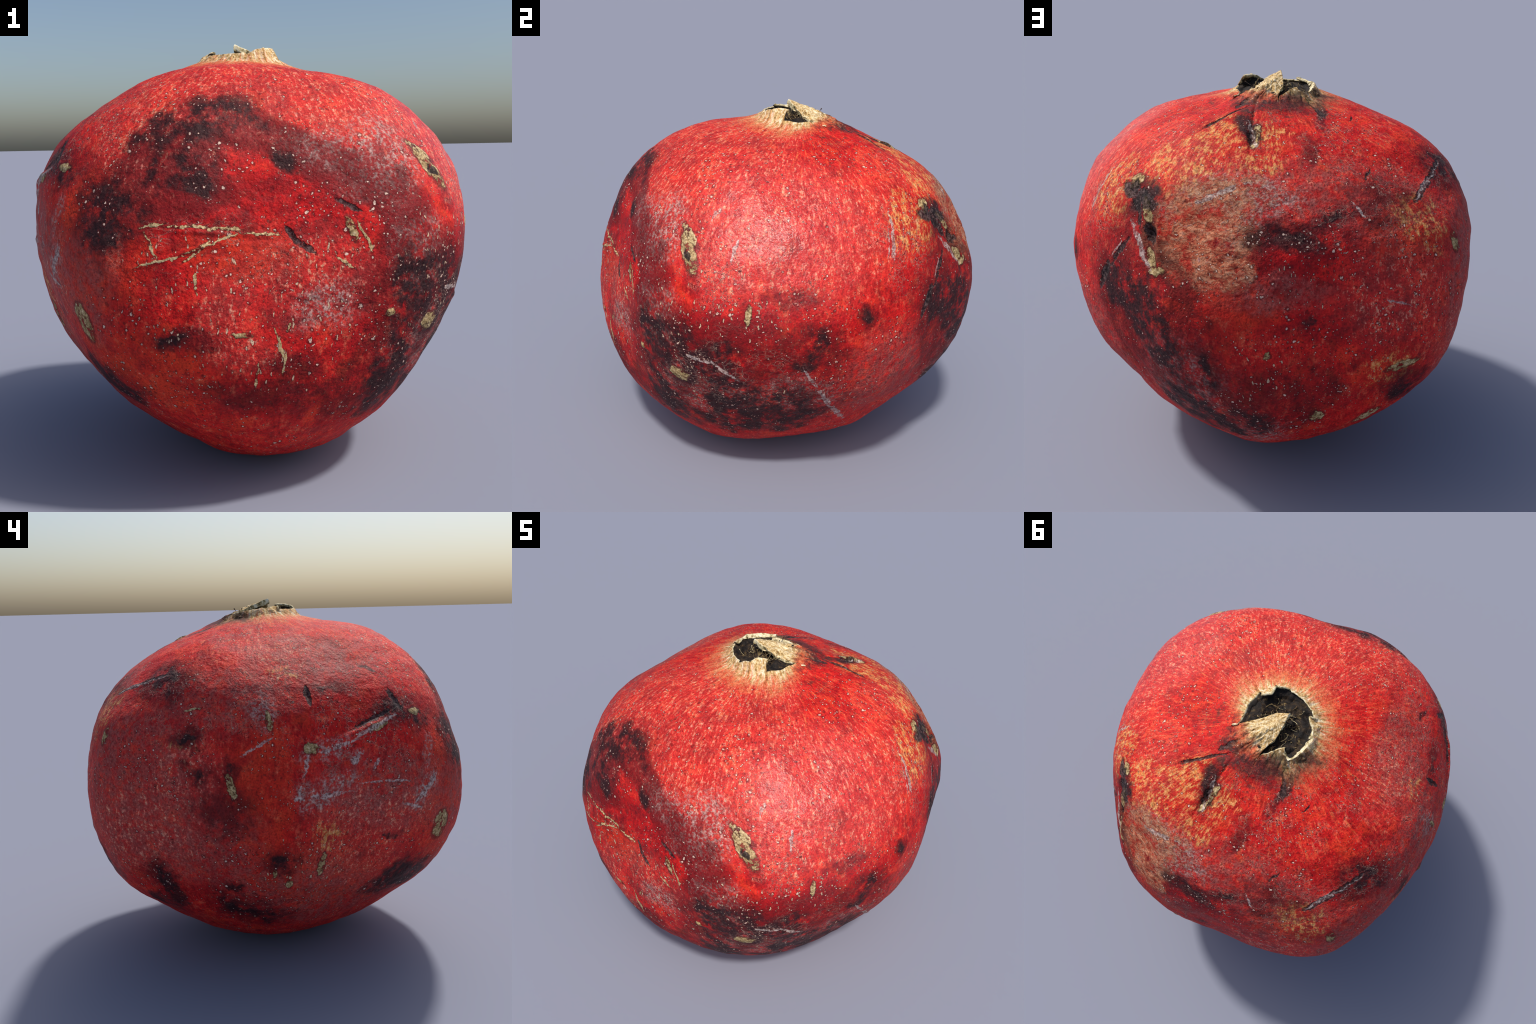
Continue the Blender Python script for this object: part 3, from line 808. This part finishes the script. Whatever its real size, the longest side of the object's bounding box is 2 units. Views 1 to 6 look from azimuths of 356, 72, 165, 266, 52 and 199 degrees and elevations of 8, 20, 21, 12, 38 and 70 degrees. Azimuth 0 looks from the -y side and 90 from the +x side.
def husk_edge_material():
    mat = bpy.data.materials.new('torn_husk_edge')
    N = Nodes(mat)
    co = N.object_co()
    n = N.noise(co, 45, 5, .7)
    col = N.ramp(n, [(.34, lin('2E2619')), (.43, lin('9C8A60')), (.52, lin('DCCBA0')), (.65, lin('F4ECD4'))])
    N.finish(col, .75, .25, n, .6, .006)
    return mat


def lining_material():
    mat = bpy.data.materials.new('dark_cup_lining')
    N = Nodes(mat)
    co = N.object_co()
    w = warp(N, co, 20, .04)
    n = N.noise(w, 28, 5, .7)
    col = N.ramp(n, [(.30, lin('0E0B09')), (.5, lin('221B17')), (.60, lin('40301F')), (.68, lin('8A764C')), (.76, lin('B9A878'))])
    N.finish(col, .7, .25, N.noise(w, 60, 4, .6), .8, .008)
    return mat


def stamen_material():
    mat = bpy.data.materials.new('dry_stamen')
    N = Nodes(mat)
    info = N.t.nodes.new('ShaderNodeObjectInfo').outputs['Random']
    n = N.noise(N.object_co(), 60, 3, .6)
    col = N.ramp(N.math('ADD', N.math('MULTIPLY', info, .7), N.math('MULTIPLY', n, .4)),
                 [(.2, lin('1E1612')), (.5, lin('503A28')), (.7, lin('84704A')), (.95, lin('C2B48E'))])
    N.finish(col, .7, .3, n, .3, .003)
    return mat


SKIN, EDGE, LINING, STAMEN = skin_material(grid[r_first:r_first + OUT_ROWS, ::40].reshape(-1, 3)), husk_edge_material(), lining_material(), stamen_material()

# ---------------------------------------------------------------- assembly
fruit = bpy.data.objects.new('pomegranate', None)
bpy.context.scene.collection.objects.link(fruit)
fruit['label'] = 'ripe red pomegranate with bruises, scars and a dry broken crown'
fruit['category'] = 'pomegranate fruit'

r1 = RIND_ROWS - 1                      # last strip of the rind
r2 = r1 + OUT_ROWS
r3 = r2 + EDGE_ROWS
r4 = r3 + IN_ROWS
# The rind is painted patch by patch: every patch shares one recipe, but lists only the marks that lie near it.
BANDS = [(0, 40, 6), (40, 62, 10), (62, 84, 12), (84, 108, 12), (108, 181, 7)]
mid = verts[quads[:r1]].mean(2) - CORE
f_pol = np.degrees(np.arccos(mid[..., 2] / np.linalg.norm(mid, axis=2)))
f_az = np.degrees(np.arctan2(mid[..., 1], mid[..., 0])) % 360
patch = np.zeros(f_pol.shape, int)
skins = [SKIN]
for lo, hi, n in BANDS:
    for k in range(n):
        here = (f_pol >= lo) & (f_pol < hi) & (f_az >= 360 * k / n) & (f_az < 360 * (k + 1) / n)
        if here.any():
            patch[here] = len(skins)
            skins.append(skin_material(mid[here][::23] + CORE))
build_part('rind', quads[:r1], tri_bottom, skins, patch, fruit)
calyx = build_part('calyx', quads[r4:], tri_floor, [LINING], None, fruit)

strip = np.arange(r1, r4)
slot_row = np.where(strip < r2, 0, np.where(strip < r3 + 4, 1, 2))
cuts = [20, 83, 126, 209, 264, 319, 380]             # crown azimuths where the sepals are torn apart
deg = np.degrees(ca)
for lo, hi in zip(cuts[:-1], cuts[1:]):
    cols = np.where((deg >= lo) & (deg < hi))[0]
    sub = quads[r1:r4][:, cols]
    slots = np.repeat(slot_row[:, None], len(cols), 1)
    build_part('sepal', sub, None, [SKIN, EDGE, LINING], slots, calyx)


def stamen_mesh(k):
    """A curled thread with a swollen tip, about 6 cm long."""
    r = random.Random(50 + k)
    n, sides = 14, 6
    pts, dirn = [Vector((0, 0, 0))], Vector((0, 0, 1))
    bend = Vector((r.uniform(-1, 1), r.uniform(-1, 1), 0)) * r.uniform(.05, .28)
    for i in range(n):
        dirn = (dirn + bend * (.3 + i / n)).normalized()
        pts.append(pts[-1] + dirn * .0045)
    vs, fs = [], []
    for i, p in enumerate(pts):
        t = i / n
        rad = .0019 * (1 - .35 * t) + (.0018 if t > .86 else 0)
        dd = (pts[min(i + 1, n)] - pts[max(i - 1, 0)]).normalized()
        u = dd.orthogonal().normalized(); w = dd.cross(u)
        for j in range(sides):
            q = 2 * math.pi * j / sides
            vs.append(p + u * math.cos(q) * rad + w * math.sin(q) * rad)
    for i in range(n):
        for j in range(sides):
            j2 = (j + 1) % sides
            fs.append((i * sides + j, i * sides + j2, (i + 1) * sides + j2, (i + 1) * sides + j))
    fs += [tuple(reversed(range(sides))), tuple(range(n * sides, (n + 1) * sides))]
    me = bpy.data.meshes.new('stamen')
    me.from_pydata(vs, [], fs)
    me.polygons.foreach_set('use_smooth', np.ones(len(fs), bool))
    me.materials.append(STAMEN)
    return me


shapes = [stamen_mesh(k) for k in range(7)]
for i in range(130):
    a, rr = random.uniform(math.radians(95), math.radians(360)), .115 * math.sqrt(random.random())
    p = Vector((cup_c[0] + rr * math.cos(a), cup_c[1] + rr * math.sin(a), 1.788 - .04 * rr + random.uniform(-.004, .014)))
    ob = bpy.data.objects.new('stamen', random.choice(shapes))
    ob.location = p
    lean = random.uniform(.9, 1.5)
    ob.rotation_euler = Euler((lean, 0, random.uniform(0, 2 * math.pi)))
    s = random.uniform(.5, .95)
    ob.scale = (random.uniform(.8, 1.2), random.uniform(.8, 1.2), s)
    ob.parent = calyx
    bpy.context.scene.collection.objects.link(ob)
